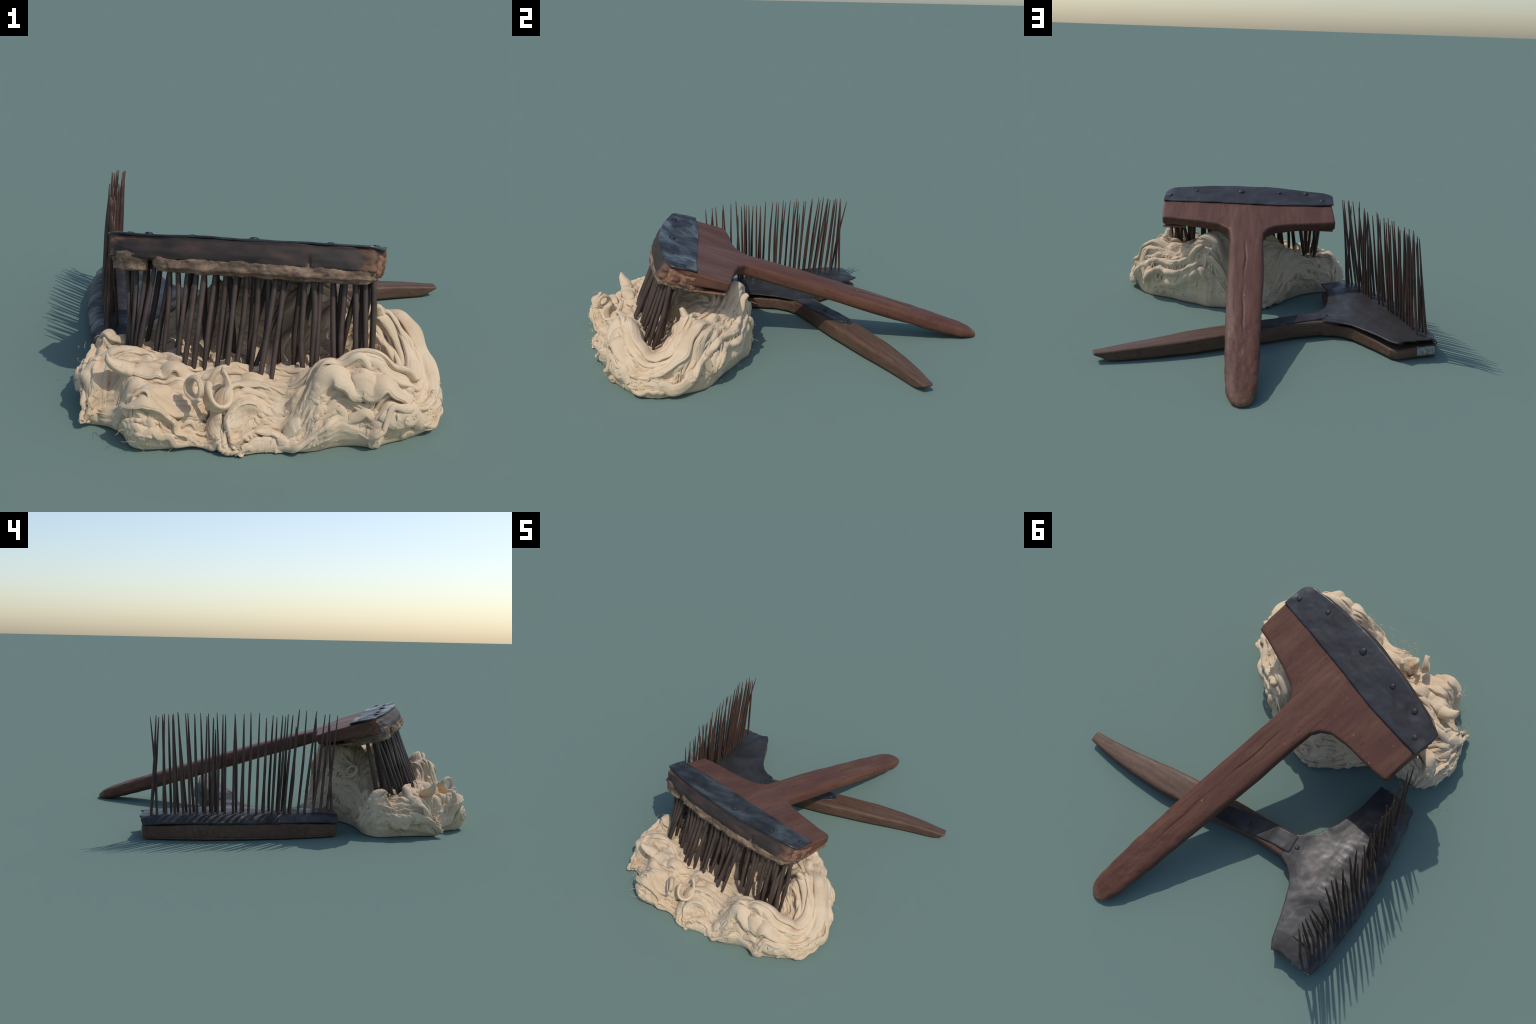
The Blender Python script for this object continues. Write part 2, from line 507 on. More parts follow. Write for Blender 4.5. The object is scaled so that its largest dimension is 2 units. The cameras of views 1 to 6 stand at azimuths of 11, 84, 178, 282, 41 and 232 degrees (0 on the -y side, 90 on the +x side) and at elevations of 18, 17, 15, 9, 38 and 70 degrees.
# thin slat / strip peeling away along the underside at both ends
def slat(x0, x1, name, seed):
    m = remesh(prism([(x0, 0.0), (x1, 0.0), (x1, 0.165), (x0, 0.172)], lambda x, y: -0.058 - 0.010 * math.sin(max(0, min(1, y / 0.17)) * math.pi) - 0.03 * max(0, (0.05 - y) / 0.05),
                     lambda x, y: -0.068 - 0.010 * math.sin(max(0, min(1, y / 0.17)) * math.pi) - 0.03 * max(0, (0.05 - y) / 0.05), 0.003, 2), 0.0035, 1)
    V, N = get_v(m), get_n(m)
    V += N * (0.0025 * nz(V, (12, 18, 18), seed, 3))[:, None]
    set_v(m, V)
    return obj(name, m, BROKEN, A)

slat(0.325, 0.447, 'under_slat', 31.0)
slat(-0.452, -0.33, 'under_slat.001', 37.0)

# rivets
def rivet_mesh(r, h, flat=0.6):
    V, F = [], []
    n, m = 14, 5
    for i in range(m + 1):
        a = math.pi / 2 * i / m
        rr, zz = r * math.cos(a) ** flat, h * math.sin(a)
        for k in range(n):
            t = 2 * math.pi * k / n
            w = 1 + 0.06 * math.sin(3 * t + 1)
            V.append((rr * w * math.cos(t), rr * w * math.sin(t), zz))
    for k in range(n):
        V.append((r * math.cos(2 * math.pi * k / n), r * math.sin(2 * math.pi * k / n), -0.006))
    for i in range(m):
        for k in range(n):
            k2 = (k + 1) % n
            F.append((i * n + k, i * n + k2, (i + 1) * n + k2, (i + 1) * n + k))
    b = (m + 1) * n
    for k in range(n):
        F.append((b + k, b + (k + 1) % n, (k + 1) % n, k))
    F.append(tuple(range(m * n, m * n + n)))
    return mesh_from('rivet', V, F)

riv = rivet_mesh(0.0135, 0.0055)
for i, (x, y, s) in enumerate([(0.424, -0.053, 0.95), (0.283, -0.107, 0.9), (0.039, -0.109, 1.3), (-0.168, -0.106, 0.95), (-0.313, -0.104, 1.05), (-0.40, -0.031, 1.0)]):
    o = obj('rivet' if i == 0 else 'rivet.%03d' % i, riv, IRON, A)
    o.location = (x, y, 0.0040)
    o.scale = (s, s, s)
    o.rotation_euler = (random.uniform(-.1, .1), random.uniform(-.1, .1), random.uniform(0, 6))

# ---- teeth of comb A: (x at the pad, x at z = 0.18 in the wool), world x
TEETH_A = [(-.287, -.252), (-.251, -.240), (-.206, -.224), (-.170, -.200), (-.124, -.134), (-.095, -.074), (-.055, -.065),
           (-.026, -.044), (.003, -.012), (.038, .024), (.074, .061), (.107, .097), (.141, .121), (.178, .170), (.208, .200),
           (.237, .210), (.257, .238), (.295, .187), (.320, .344), (.343, .351), (.370, .374), (.405, .430), (.445, .459),
           (.472, .488), (.499, .491), (.505, .522), (.533, .537)]

def tooth_mesh(p0, p1, r, tip_frac, bend, name):
    """tapered, slightly bent round tooth from p0 (root) to p1 (point)"""
    p0, p1 = np.array(p0), np.array(p1)
    n = 14
    ax = p1 - p0
    side = np.cross(ax, [0.3, 0.9, 0.1]); side /= np.linalg.norm(side)
    side2 = np.cross(ax, side); side2 /= np.linalg.norm(side2)
    ph = random.uniform(0, 6.28)
    path, rad = [], []
    for i in range(n):
        t = i / (n - 1)
        b = bend * math.sin(math.pi * t) + 0.25 * bend * math.sin(2.7 * math.pi * t + ph)
        path.append(p0 + ax * t + side * b * math.cos(ph) + side2 * b * math.sin(ph))
        tp = min(1, (1 - t) / tip_frac)
        rad.append(r * (0.34 + 0.66 * tp ** 0.8) * min(1, 0.82 + 1.2 * t) * (1 + 0.05 * math.sin(9 * t + ph)))
    V, F = tube(path, rad, 8)
    return mesh_from(name, V, F)

RAi = RA.inverted()
def to_A(w):
    return np.array(RAi @ Vector(w))

k = 0
teethA = []
for i, (xt, xb) in enumerate(TEETH_A):
    y0 = -0.612 + 0.40 * (xt - 0.13) ** 2 + random.uniform(-.006, .006)
    teethA.append((xt, y0, xb, -0.718 + 0.50 * (xt - 0.13) ** 2 + random.uniform(-.02, .02)))
# second and third rows stand in the gaps behind
xs = np.arange(-0.295, 0.535, 0.046)
for i, x in enumerate(xs):
    xx = x + random.uniform(-.013, .013)
    y0 = -0.560 + 0.28 * (xx - 0.13) ** 2 + (-0.024 if i % 3 == 1 else 0)
    teethA.append((xx, y0, xx + random.uniform(-.05, .035), y0 - 0.075 + random.uniform(-.03, .03)))
for (xt, yt, xb, yb) in teethA:
    zt = 0.512 - (yt + 0.45) * 0.33 - 0.10
    p0 = np.array([xt, yt, zt + 0.02])
    q = np.array([xb, yb, 0.18])
    dirv = (q - np.array([xt, yt, zt])) / (zt - 0.18)
    p1 = q + dirv * 0.12
    nm = 'tooth' if k == 0 else 'tooth.%03d' % k
    obj(nm, tooth_mesh(to_A(p0), to_A(p1), random.uniform(0.0082, 0.0098), 0.40, random.uniform(0.003, 0.013), nm), TOOTH, A)
    k += 1

# ================================================================== COMB B
Sd = Vector((-0.342, 0.940, 0)).normalized()
Td = Vector((Sd.y, -Sd.x, 0))
MB = Vector((-0.465, -0.406, 0)) + Sd * 0.445
RB = Matrix(((-Sd.x, Td.x, 0, MB.x), (-Sd.y, Td.y, 0, MB.y), (0, 0, 1, 0), (0, 0, 0, 1)))
B = empty('wool_comb.001', RB)
B['label'] = 'worn wool comb lying flat, rusty needle teeth pointing up'
B['category'] = 'wool comb'

FRONT_B = [(0.447, -0.002), (0.37, -0.021), (0.205, -0.040), (0.014, -0.049), (-0.173, -0.045), (-0.363, -0.021), (-0.447, -0.003)]
REAR_POS = [(0.454, 0.10), (0.452, 0.172), (0.385, 0.186), (0.315, 0.199), (0.196, 0.247), (0.111, 0.300), (0.072, 0.356), (0.058, 0.40)]
REAR_NEG = [(-0.074, 0.40), (-0.090, 0.345), (-0.122, 0.312), (-0.165, 0.286), (-0.24, 0.262), (-0.31, 0.242), (-0.41, 0.221), (-0.444, 0.196), (-0.441, 0.12)]
outB = FRONT_B[::-1] + REAR_POS + REAR_NEG

def top_wood_B(x, y):
    return 0.062 + 0.012 * min(1, max(0, (0.2 - y) / 0.2)) - 0.013 * min(1, max(0, (abs(x) - 0.18) / 0.26))

headB = prism(outB, top_wood_B, lambda x, y: 0.004, 0.005, 2)
handB = loft_y(dense_sections([
    (0.30, -0.085, 0.066, 0.070, 0.006, 9),
    (0.40, -0.070, 0.052, 0.077, 0.006, 9),
    (0.55, -0.066, 0.044, 0.080, 0.006, 9),
    (0.78, -0.093, 0.039, 0.080, 0.004, 8),
    (0.93, -0.106, 0.026, 0.076, 0.003, 7),
    (1.06, -0.116, 0.013, 0.071, 0.001, 7),
    (1.21, -0.112, -0.007, 0.063, 0.001, 7),
    (1.33, -0.101, -0.020, 0.055, 0.001, 7),
    (1.39, -0.092, -0.025, 0.049, 0.001, 8),
    (1.42, -0.087, -0.026, 0.046, 0.004, 8),
    (1.46, -0.080, -0.026, 0.043, 0.024, 8),
    (1.482, -0.076, -0.027, 0.042, 0.034, 8)], 60))
bodyB = remesh(join([headB, handB]), 0.0045, 2)
V, N = get_v(bodyB), get_n(bodyB)
grain = nz(V, (14, 2.0, 14), 13.0)
V += N * (0.0016 * grain + 0.0028 * nz(V, (6, 4, 6), 15.0, 2))[:, None]
V[:, 2] = np.maximum(V[:, 2], 0.001)
set_v(bodyB, V)
split_regions(bodyB, [('handle', lambda c: c[:, 1] > 0.38), ('head', lambda c: np.ones(len(c), bool))], WOOD_GREY, B)

# thin base slat under the front of the head
bs = remesh(prism([(x * 0.985, y - 0.001) for x, y in FRONT_B[::-1]] + [(0.435, 0.07), (-0.435, 0.07)], lambda x, y: 0.011, lambda x, y: 0.0005, 0.002, 1), 0.004, 1)
obj('base_slat', bs, WOOD_GREY, B)

# sheet-iron head plate: neck, shoulders, and a raised apron that carries the teeth
plate_B = [(x * 1.004, y - 0.004) for x, y in FRONT_B[::-1]] + [(0.460, 0.09), (0.463, 0.175), (0.385, 0.190), (0.317, 0.204), (0.199, 0.251), (0.113, 0.304),
           (0.072, 0.356), (0.050, 0.388), (-0.072, 0.396), (-0.094, 0.350), (-0.125, 0.317), (-0.167, 0.291), (-0.24, 0.267), (-0.31, 0.247), (-0.41, 0.225), (-0.455, 0.20), (-0.436, 0.165), (-0.45, 0.12), (-0.458, 0.05)]

def top_plate_B(x, y):
    f = min(1.0, max(0.0, (0.30 - y) / 0.26))
    return 0.078 + 0.016 * f + (0.006 if y < 0.3 else 0) * f

pb = remesh(prism(plate_B, lambda x, y: 0.088, lambda x, y: 0.064, 0.003, 2), 0.0036, 2)
V, N = get_v(pb), get_n(pb)
x, y, z = V[:, 0].copy(), V[:, 1].copy(), V[:, 2].copy()
f = np.clip((0.32 - y) / 0.26, 0, 1)
f = f * f * (3 - 2 * f)
frontline = -0.049 + 0.045 * (np.abs(x) / 0.447) ** 2
apr = np.clip((0.130 + 0.05 * np.cos(x * 4) - y) / 0.04, 0, 1)
rise = 0.019 * f + 0.0025 * apr
drop = 0.025 * np.clip(1 - (y - frontline) / 0.050, 0, 1) ** 2.2
endf = np.clip((np.abs(x) - 0.36) / 0.09, 0, 1)
tz = 0.080 + rise - drop - 0.016 * np.clip((np.abs(x) - 0.18) / 0.26, 0, 1) - 0.004 * endf * f
rel = (z - 0.064) / 0.024
thick = 0.0085 + 0.005 * np.clip((0.05 - (y - frontline)) / 0.05, 0, 1)
tz = 0.088 + rise - drop - 0.012 * endf * f - 0.006 * np.clip((y - 0.2) / 0.12, 0, 1)
V[:, 2] = tz - (1 - rel) * thick
V[:, 2] += 0.0021 * nz(np.c_[x, y, 0 * x], (4, 5, 1), 17.0, 2) + 0.0007 * nz(np.c_[x, y, 0 * x], (22, 24, 1), 19.0, 2) + 0.0012 * apr * nz(np.c_[x, y, 0 * x], (40, 12, 1), 23.0, 2)
# ragged front lip and nibbled end
V[:, 1] -= 0.006 * nz(np.c_[x, y, z], (22, 3, 3), 29.0, 3) * np.clip(1 - (y - frontline) / 0.03, 0, 1)
V[:, 0] += 0.007 * nz(np.c_[x, y, z], (3, 34, 3), 33.0, 3) * np.clip((np.abs(x) - 0.42) / 0.03, 0, 1)
set_v(pb, V)
obj('head_plate', pb, IRON_B, B)

# strap down the handle
st_out = [(0.048, 0.370), (0.044, 0.45), (0.036, 0.56), (0.016, 0.667), (-0.002, 0.765), (-0.018, 0.805), (-0.045, 0.818), (-0.070, 0.806), (-0.084, 0.770),
          (-0.076, 0.66), (-0.060, 0.55), (-0.046, 0.45), (-0.044, 0.370)]
sm = remesh(prism(st_out, lambda x, y: 0.0845, lambda x, y: 0.070, 0.002, 2), 0.0034, 1)
V = get_v(sm)
V[:, 2] += 0.0015 * nz(V, (16, 16, 1), 41.0, 2)
set_v(sm, V)
obj('handle_strap', sm, IRON_B, B)
rb = rivet_mesh(0.0125, 0.006)
for i, (x, y, z, s) in enumerate([(0.000, 0.352, 0.0800, 1.0), (-0.043, 0.797 - 0.018, 0.0845, 1.25), (-0.022, 0.60, 0.0845, 0.9), (-0.415, 0.172, 0.0770, 1.0), (0.40, 0.14, 0.0815, 0.9)]):
    o = obj('rivet.%03d' % (i + 6), rb, IRON_B, B)
    o.location = (x, y, z)
    o.scale = (s, s, s)

# patch of pale flaking paint on the end of the head
pa = remesh(prism([(-0.4490, 0.004), (-0.4470, 0.098), (-0.43, 0.098), (-0.43, 0.002)][::-1], lambda x, y: 0.056 - 0.08 * max(0, 0.02 - y), lambda x, y: 0.014 + 0.05 * max(0, y - 0.07), 0.002, 1), 0.003, 1)
V, N = get_v(pa), get_n(pa)
V += N * (0.002 * nz(V, (50, 50, 50), 3.0, 3))[:, None]
set_v(pa, V)
obj('paint_patch', pa, LABEL, B)

# needle teeth: (row, x root, x tip, tip height)
TEETH_B = [(0, -.377, -.408, .537), (0, -.409, -.383, .547), (1, -.408, -.370, .537), (0, -.336, -.354, .551), (1, -.345, -.345, .552),
           (1, -.312, -.326, .549), (0, -.299, -.310, .551), (1, -.280, -.305, .553), (0, -.259, -.285, .560), (1, -.241, -.285, .560),
           (0, -.230, -.252, .560), (1, -.207, -.239, .556), (0, -.199, -.211, .557), (1, -.169, -.181, .557), (0, -.164, -.155, .546),
           (1, -.137, -.146, .556), (0, -.133, -.127, .542), (0, -.108, -.109, .564), (1, -.112, -.112, .484), (1, -.081, -.080, .553),
           (0, -.076, -.072, .556), (0, -.038, -.029, .560), (1, -.018, -.023, .557), (0, -.004, .013, .554), (1, .015, .017, .556),
           (0, .031, .046, .565), (0, .068, .083, .564), (0, .103, .117, .542), (1, .101, .120, .496), (1, .133, .150, .553),
           (0, .140, .165, .545), (1, .169, .192, .553), (0, .169, .205, .549), (1, .191, .216, .560), (0, .196, .242, .554),
           (1, .224, .268, .581), (0, .222, .255, .502), (0, .260, .306, .575), (0, .291, .353, .572), (1, .348, .349, .542),
           (0, .329, .390, .558), (0, .367, .415, .559), (0, .430, .414, .530), (0, .397, .450, .555)]
for i, (row, x0, x1, zt) in enumerate(TEETH_B):
    y0 = (0.006 + 0.025 * (x0 / .42) ** 2, 0.050 + 0.03 * (x0 / .42) ** 2)[row] + random.uniform(-.003, .003)
    sx = max(-1, min(1, x0 / 0.25))
    y1 = (0.070 + 0.012 * sx + (0.035 * (x0 / .42) ** 2 if x0 < 0 else 0), 0.096 - 0.026 * sx)[row] + random.uniform(-.010, .010)
    if i == 0:
        y1 = 0.127
    nm = 'tooth.%03d' % k
    z0 = 0.066
    obj(nm, tooth_mesh((x0, y0, z0), (x1, y1, zt), random.uniform(0.0058, 0.0067), 0.48, random.uniform(0.001, 0.005), nm), TOOTH_B, B)
    k += 1

# ================================================================== WOOL
W = empty('wool_pile')
W['label'] = 'heap of swirled cream raw wool with curls and loose fibres'
W['category'] = 'wool'

OUT = catmull([(-.325, -.866), (-.285, -.845), (-.235, -.852), (-.190, -.930), (-.160, -.965), (-.115, -.980), (-.05, -.965), (.03, -.935),
               (.073, -.895), (.125, -.936), (.172, -.952), (.20, -.930), (.245, -.888), (.33, -.904), (.40, -.889), (.45, -.853), (.478, -.828),
               (.56, -.836), (.62, -.797), (.675, -.757), (.734, -.695), (.757, -.61), (.732, -.53), (.706, -.455), (.675, -.400), (.615, -.342),
               (.527, -.287), (.43, -.224), (.33, -.180), (.22, -.170), (.12, -.165), (.02, -.178), (-.07, -.270), (-.13, -.340), (-.19, -.412),
               (-.25, -.455), (-.31, -.480), (-.38, -.508), (-.438, -.575), (-.436, -.640), (-.410, -.70), (-.372, -.765), (-.346, -.825)], 420, True)

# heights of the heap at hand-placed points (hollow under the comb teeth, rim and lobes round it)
HP = [(-.26, -.70, .200), (-.20, -.70, .198), (-.14, -.706, .195), (-.08, -.708, .196), (0, -.72, .188), (.10, -.73, .184), (.20, -.73, .184), (.30, -.72, .188),
      (.38, -.66, .178), (.53, -.60, .165), (.53, -.66, .175), (-.20, -.62, .192), (-.30, -.62, .18), (0, -.62, .182), (.2, -.62, .17), (.4, -.58, .17),
      (.40, -.797, .238), (.45, -.71, .222), (.45, -.77, .238), (.47, -.80, .232), (.53, -.79, .220), (.45, -.838, .175), (.50, -.832, .07), (.60, -.80, .190), (.66, -.74, .150), (.70, -.68, .110),
      (.34, -.80, .175), (.25, -.82, .11), (.20, -.86, .105), (.14, -.87, .115), (.30, -.865, .05), (.22, -.89, .055), (.36, -.86, .095), (.42, -.85, .145), (.075, -.86, .06), (.06, -.81, .12),
      (-.108, -.93, .162), (-.15, -.92, .14), (-.005, -.90, .090), (-.04, -.93, .10), (-.02, -.86, .130), (-.10, -.86, .155), (-.13, -.80, .170), (-.007, -.765, .172),
      (-.20, -.84, .135), (-.38, -.54, .15), (-.38, -.60, .18), (-.36, -.70, .180), (-.34, -.75, .19), (-.335, -.79, .165), (-.33, -.84, .10), (-.30, -.83, .115), (-.25, -.86, .05), (-.30, -.74, .19),
      (-.37, -.66, .14), (-.36, -.72, .15), (-.34, -.54, .16), (-.25, -.52, .185), (-.17, -.45, .235), (-.10, -.36, .25), (-.05, -.42, .32), (0, -.38, .345), (.02, -.48, .33), (0, -.54, .22),
      (-.04, -.30, .12), (0, -.24, .065), (0, -.29, .13), (0, -.33, .22), (.10, -.21, .06), (.10, -.26, .13), (.10, -.31, .275), (.10, -.36, .37), (.12, -.47, .33), (.12, -.42, .38), (.2, -.54, .185), (.22, -.36, .375), (.25, -.46, .31), (.30, -.40, .345), (.19, -.22, .12), (.19, -.26, .235), (.19, -.30, .32), (.26, -.235, .31), (.32, -.225, .33),
      (.37, -.46, .30), (.37, -.53, .20), (.38, -.38, .32), (.46, -.47, .26), (.545, -.49, .312), (.55, -.42, .285), (.50, -.37, .285), (.42, -.31, .285), (.40, -.25, .29), (.52, -.32, .24), (.62, -.46, .280), (.66, -.42, .24), (.67, -.48, .235),
      (.56, -.54, .205), (.69, -.52, .195), (.715, -.55, .140), (.66, -.60, .175), (.60, -.60, .160), (.62, -.66, .160), (.72, -.62, .130), (.69, -.73, .085), (.63, -.79, .095), (.56, -.815, .085), (.60, -.37, .25), (.71, -.44, .15)]
HP = np.array(HP)

def tps(P, vals, Q, reg=0.0006):
    def U(r2):
        return np.where(r2 > 1e-12, 0.5 * r2 * np.log(r2 + 1e-12), 0)
    n = len(P)
    K = U(((P[:, None] - P[None]) ** 2).sum(-1)) + reg * np.eye(n)
    Pm = np.c_[np.ones(n), P]
    M = np.block([[K, Pm], [Pm.T, np.zeros((3, 3))]])
    w = np.linalg.solve(M, np.r_[vals, 0, 0, 0])
    out = np.empty(len(Q))
    for a in range(0, len(Q), 20000):
        q = Q[a:a + 20000]
        out[a:a + 20000] = U(((q[:, None] - P[None]) ** 2).sum(-1)) @ w[:n] + np.c_[np.ones(len(q)), q] @ w[n:]
    return out

# locks of wool: plan spine, radius, lift above the heap
LOCKS = [
    ([(.34, -.88), (.38, -.835), (.44, -.81), (.52, -.80), (.60, -.775), (.67, -.715), (.715, -.655)], .040, .022),
    ([(.33, -.84), (.37, -.80), (.44, -.755), (.54, -.735), (.62, -.70), (.665, -.64), (.67, -.57), (.63, -.505), (.57, -.475)], .036, .020),
    ([(.38, -.855), (.40, -.83), (.43, -.815)], .022, .008),
    ([(.62, -.81), (.70, -.725), (.735, -.62), (.715, -.53), (.65, -.46), (.56, -.40), (.47, -.335), (.39, -.26)], .034, .020),
    ([(.66, -.79), (.735, -.69), (.755, -.59), (.74, -.50), (.66, -.43), (.55, -.37), (.45, -.31)], .026, .016),
    ([(.50, -.85), (.57, -.842), (.64, -.80), (.70, -.745), (.74, -.68)], .030, .018),
    ([(.56, -.845), (.57, -.825), (.58, -.815), (.64, -.775)], .024, .016),
    ([(.60, -.56), (.56, -.525), (.52, -.52), (.51, -.55), (.54, -.575)], .022, .014),
    ([(.64, -.60), (.61, -.52), (.54, -.49), (.48, -.51)], .022, .014),
    ([(.145, -.955), (.10, -.90), (.105, -.85), (.16, -.80), (.24, -.785), (.32, -.80)], .034, .018),
    ([(.17, -.955), (.25, -.905), (.35, -.895), (.43, -.86)], .030, .008),
    ([(.13, -.92), (.15, -.865), (.21, -.83), (.28, -.835)], .022, .012),
    ([(.19, -.90), (.26, -.87), (.33, -.865), (.38, -.86)], .026, .012),
    ([(.05, -.80), (.12, -.785), (.20, -.76), (.30, -.755)], .030, .012),
    ([(-.18, -.935), (-.11, -.950), (-.03, -.930), (.05, -.915)], .036, .016),
    ([(-.195, -.905), (-.12, -.920), (-.03, -.905), (.03, -.86), (.04, -.81)], .036, .018),
    ([(-.21, -.88), (-.13, -.885), (-.05, -.86), (.01, -.83)], .026, .014),
    ([(-.262, -.845), (-.215, -.805), (-.12, -.80), (-.04, -.785), (.02, -.755)], .034, .026),
    ([(-.24, -.87), (-.20, -.85), (-.11, -.835), (-.03, -.82)], .024, .010),
    ([(-.325, -.850), (-.340, -.79), (-.335, -.72), (-.30, -.66)], .030, .014),
    ([(-.355, -.820), (-.385, -.78), (-.375, -.70), (-.34, -.63)], .026, .014),
    ([(-.295, -.86), (-.30, -.79), (-.29, -.73), (-.25, -.68)], .026, .012),
    ([(-.43, -.60), (-.43, -.68), (-.385, -.75), (-.35, -.82)], .028, .018),
    ([(-.42, -.61), (-.41, -.69), (-.385, -.76)], .026, .014),
    ([(-.30, -.72), (-.25, -.715), (-.19, -.70), (-.12, -.71)], .024, .018),
    ([(-.385, -.53), (-.375, -.57), (-.32, -.60), (-.24, -.59)], .026, .022),
    ([(-.33, -.51), (-.26, -.52), (-.20, -.55)], .026, .014),
    ([(.50, -.36), (.40, -.30), (.30, -.255), (.18, -.215), (.08, -.19)], .030, .016),
    ([(.42, -.33), (.32, -.275), (.22, -.25), (.12, -.225), (.02, -.235), (-.05, -.29)], .030, .016),
    ([(.55, -.385), (.45, -.32), (.35, -.25), (.24, -.215)], .024, .014),
    ([(.02, -.19), (-.06, -.27), (-.13, -.36), (-.21, -.43), (-.30, -.495)], .030, .016),
    ([(.0, -.26), (-.08, -.34), (-.14, -.42), (-.22, -.48)], .028, .014),
    ([(-.13, -.40), (-.17, -.42), (-.165, -.455), (-.12, -.455), (-.11, -.42)], .018, .014),
    ([(.30, -.40), (.24, -.47), (.14, -.50), (.04, -.51), (-.04, -.49)], .034, .014),
    ([(.36, -.44), (.28, -.53), (.18, -.57), (.06, -.58)], .030, .012),
    ([(.72, -.43), (.64, -.365), (.54, -.33), (.46, -.26), (.40, -.235)], .026, .022),
    ([(.66, -.375), (.58, -.34), (.50, -.285), (.44, -.26), (.36, -.225)], .022, .020),
    ([(.36, -.225), (.30, -.215), (.26, -.235), (.27, -.265), (.32, -.27)], .018, .018),
    ([(.30, -.20), (.22, -.20), (.14, -.215), (.08, -.25), (.0, -.275)], .026, .018),
    ([(.12, -.19), (.05, -.215), (-.02, -.27), (-.09, -.335)], .026, .020),
    ([(.16, -.28), (.08, -.29), (.0, -.34), (-.06, -.37)], .024, .014),
    ([(-.10, -.33), (-.16, -.40), (-.22, -.46), (-.30, -.51)], .020, .016),
    ([(.34, -.33), (.25, -.33), (.16, -.32), (.08, -.30)], .034, .012),
]

G = 0.0026
gx = np.arange(-.66, .97, G)
gy = np.arange(-1.19, .04, G)
XX, YY = np.meshgrid(gx, gy)
Q = np.c_[XX.ravel(), YY.ravel()]

def sdf(Q, poly):
    a, b = poly, np.roll(poly, -1, 0)
    ab = b - a
    L2 = (ab ** 2).sum(1)
    out = np.empty(len(Q))
    for s in range(0, len(Q), 8000):
        q = Q[s:s + 8000]
        aq = q[:, None] - a[None]
        t = np.clip((aq * ab[None]).sum(-1) / L2, 0, 1)
        dd = np.sqrt(((aq - t[..., None] * ab[None]) ** 2).sum(-1)).min(1)
        cond = (a[None, :, 1] > q[:, None, 1]) != (b[None, :, 1] > q[:, None, 1])
        xi = a[None, :, 0] + (q[:, None, 1] - a[None, :, 1]) * ab[None, :, 0] / (ab[None, :, 1] + 1e-12)
        ins = ((q[:, None, 0] < xi) & cond).sum(1) % 2 == 1
        out[s:s + 8000] = np.where(ins, dd, -dd)
    return out

def upsample(C, cx, cy, X, Y):
    i = np.clip((X - cx[0]) / (cx[1] - cx[0]), 0, len(cx) - 1.001)
    j = np.clip((Y - cy[0]) / (cy[1] - cy[0]), 0, len(cy) - 1.001)
    i0, j0 = i.astype(int), j.astype(int)
    u, v = i - i0, j - j0
    return (C[j0, i0] * (1 - u) * (1 - v) + C[j0, i0 + 1] * u * (1 - v) + C[j0 + 1, i0] * (1 - u) * v + C[j0 + 1, i0 + 1] * u * v)

def blur(A, n):
    for _ in range(n):
        A = (A + np.roll(A, 1, 0) + np.roll(A, -1, 0)) / 3
        A = (A + np.roll(A, 1, 1) + np.roll(A, -1, 1)) / 3
    return A

cgx, cgy = np.arange(-.68, .99, .008), np.arange(-1.21, .06, .008)
CX, CY = np.meshgrid(cgx, cgy)
SD = sdf(np.c_[CX.ravel(), CY.ravel()], OUT).reshape(CX.shape)
SDs = blur(SD, 2)
D = upsample(SDs, cgx, cgy, XX, YY)
gyv, gxv = np.gradient(blur(D, 2), G, G)
gl = np.sqrt(gxv ** 2 + gyv ** 2) + 1e-6
gxv, gyv = gxv / gl, gyv / gl

# unfold: the outer band of the grid becomes the steep, rounded side wall
BAND, RIM = 0.105, 0.045
s = np.clip((D + BAND) / (BAND + RIM), 0, 1)
t = s * math.pi / 2
dreal = RIM * (1 - np.cos(t)) ** 1.1 + 0.016 * np.clip(1 - s * 3.5, 0, 1) - 0.006 * np.sin(np.clip(s * 2.2, 0, 1) * math.pi) \
    + 0.022 * np.clip((.75 - XX) / .15, 0, 1) * np.clip((XX - .33) / .1, 0, 1) * np.clip((YY + .50) / .1, 0, 1) * np.clip(1 - s * 2.2, 0, 1) \
    + 0.035 * np.exp(-(((XX + .42) / .12) ** 2 + ((YY + .71) / .10) ** 2)) * np.clip(1 - s * 2.0, 0, 1)
zf = np.sin(t) ** 0.9
move = np.where(D < RIM, dreal - D, 0)
PX = XX + gxv * move
PY = YY + gyv * move
# height looked up a little inside the outline
ins = np.clip(0.03 - np.where(D < RIM, dreal, D), 0, 0.05)
LX, LY = PX + gxv * ins, PY + gyv * ins
Hc = tps(HP[:, :2], HP[:, 2], np.c_[CX.ravel(), CY.ravel()]).reshape(CX.shape)
H = np.clip(upsample(Hc, cgx, cgy, LX, LY), 0.05, 0.39)

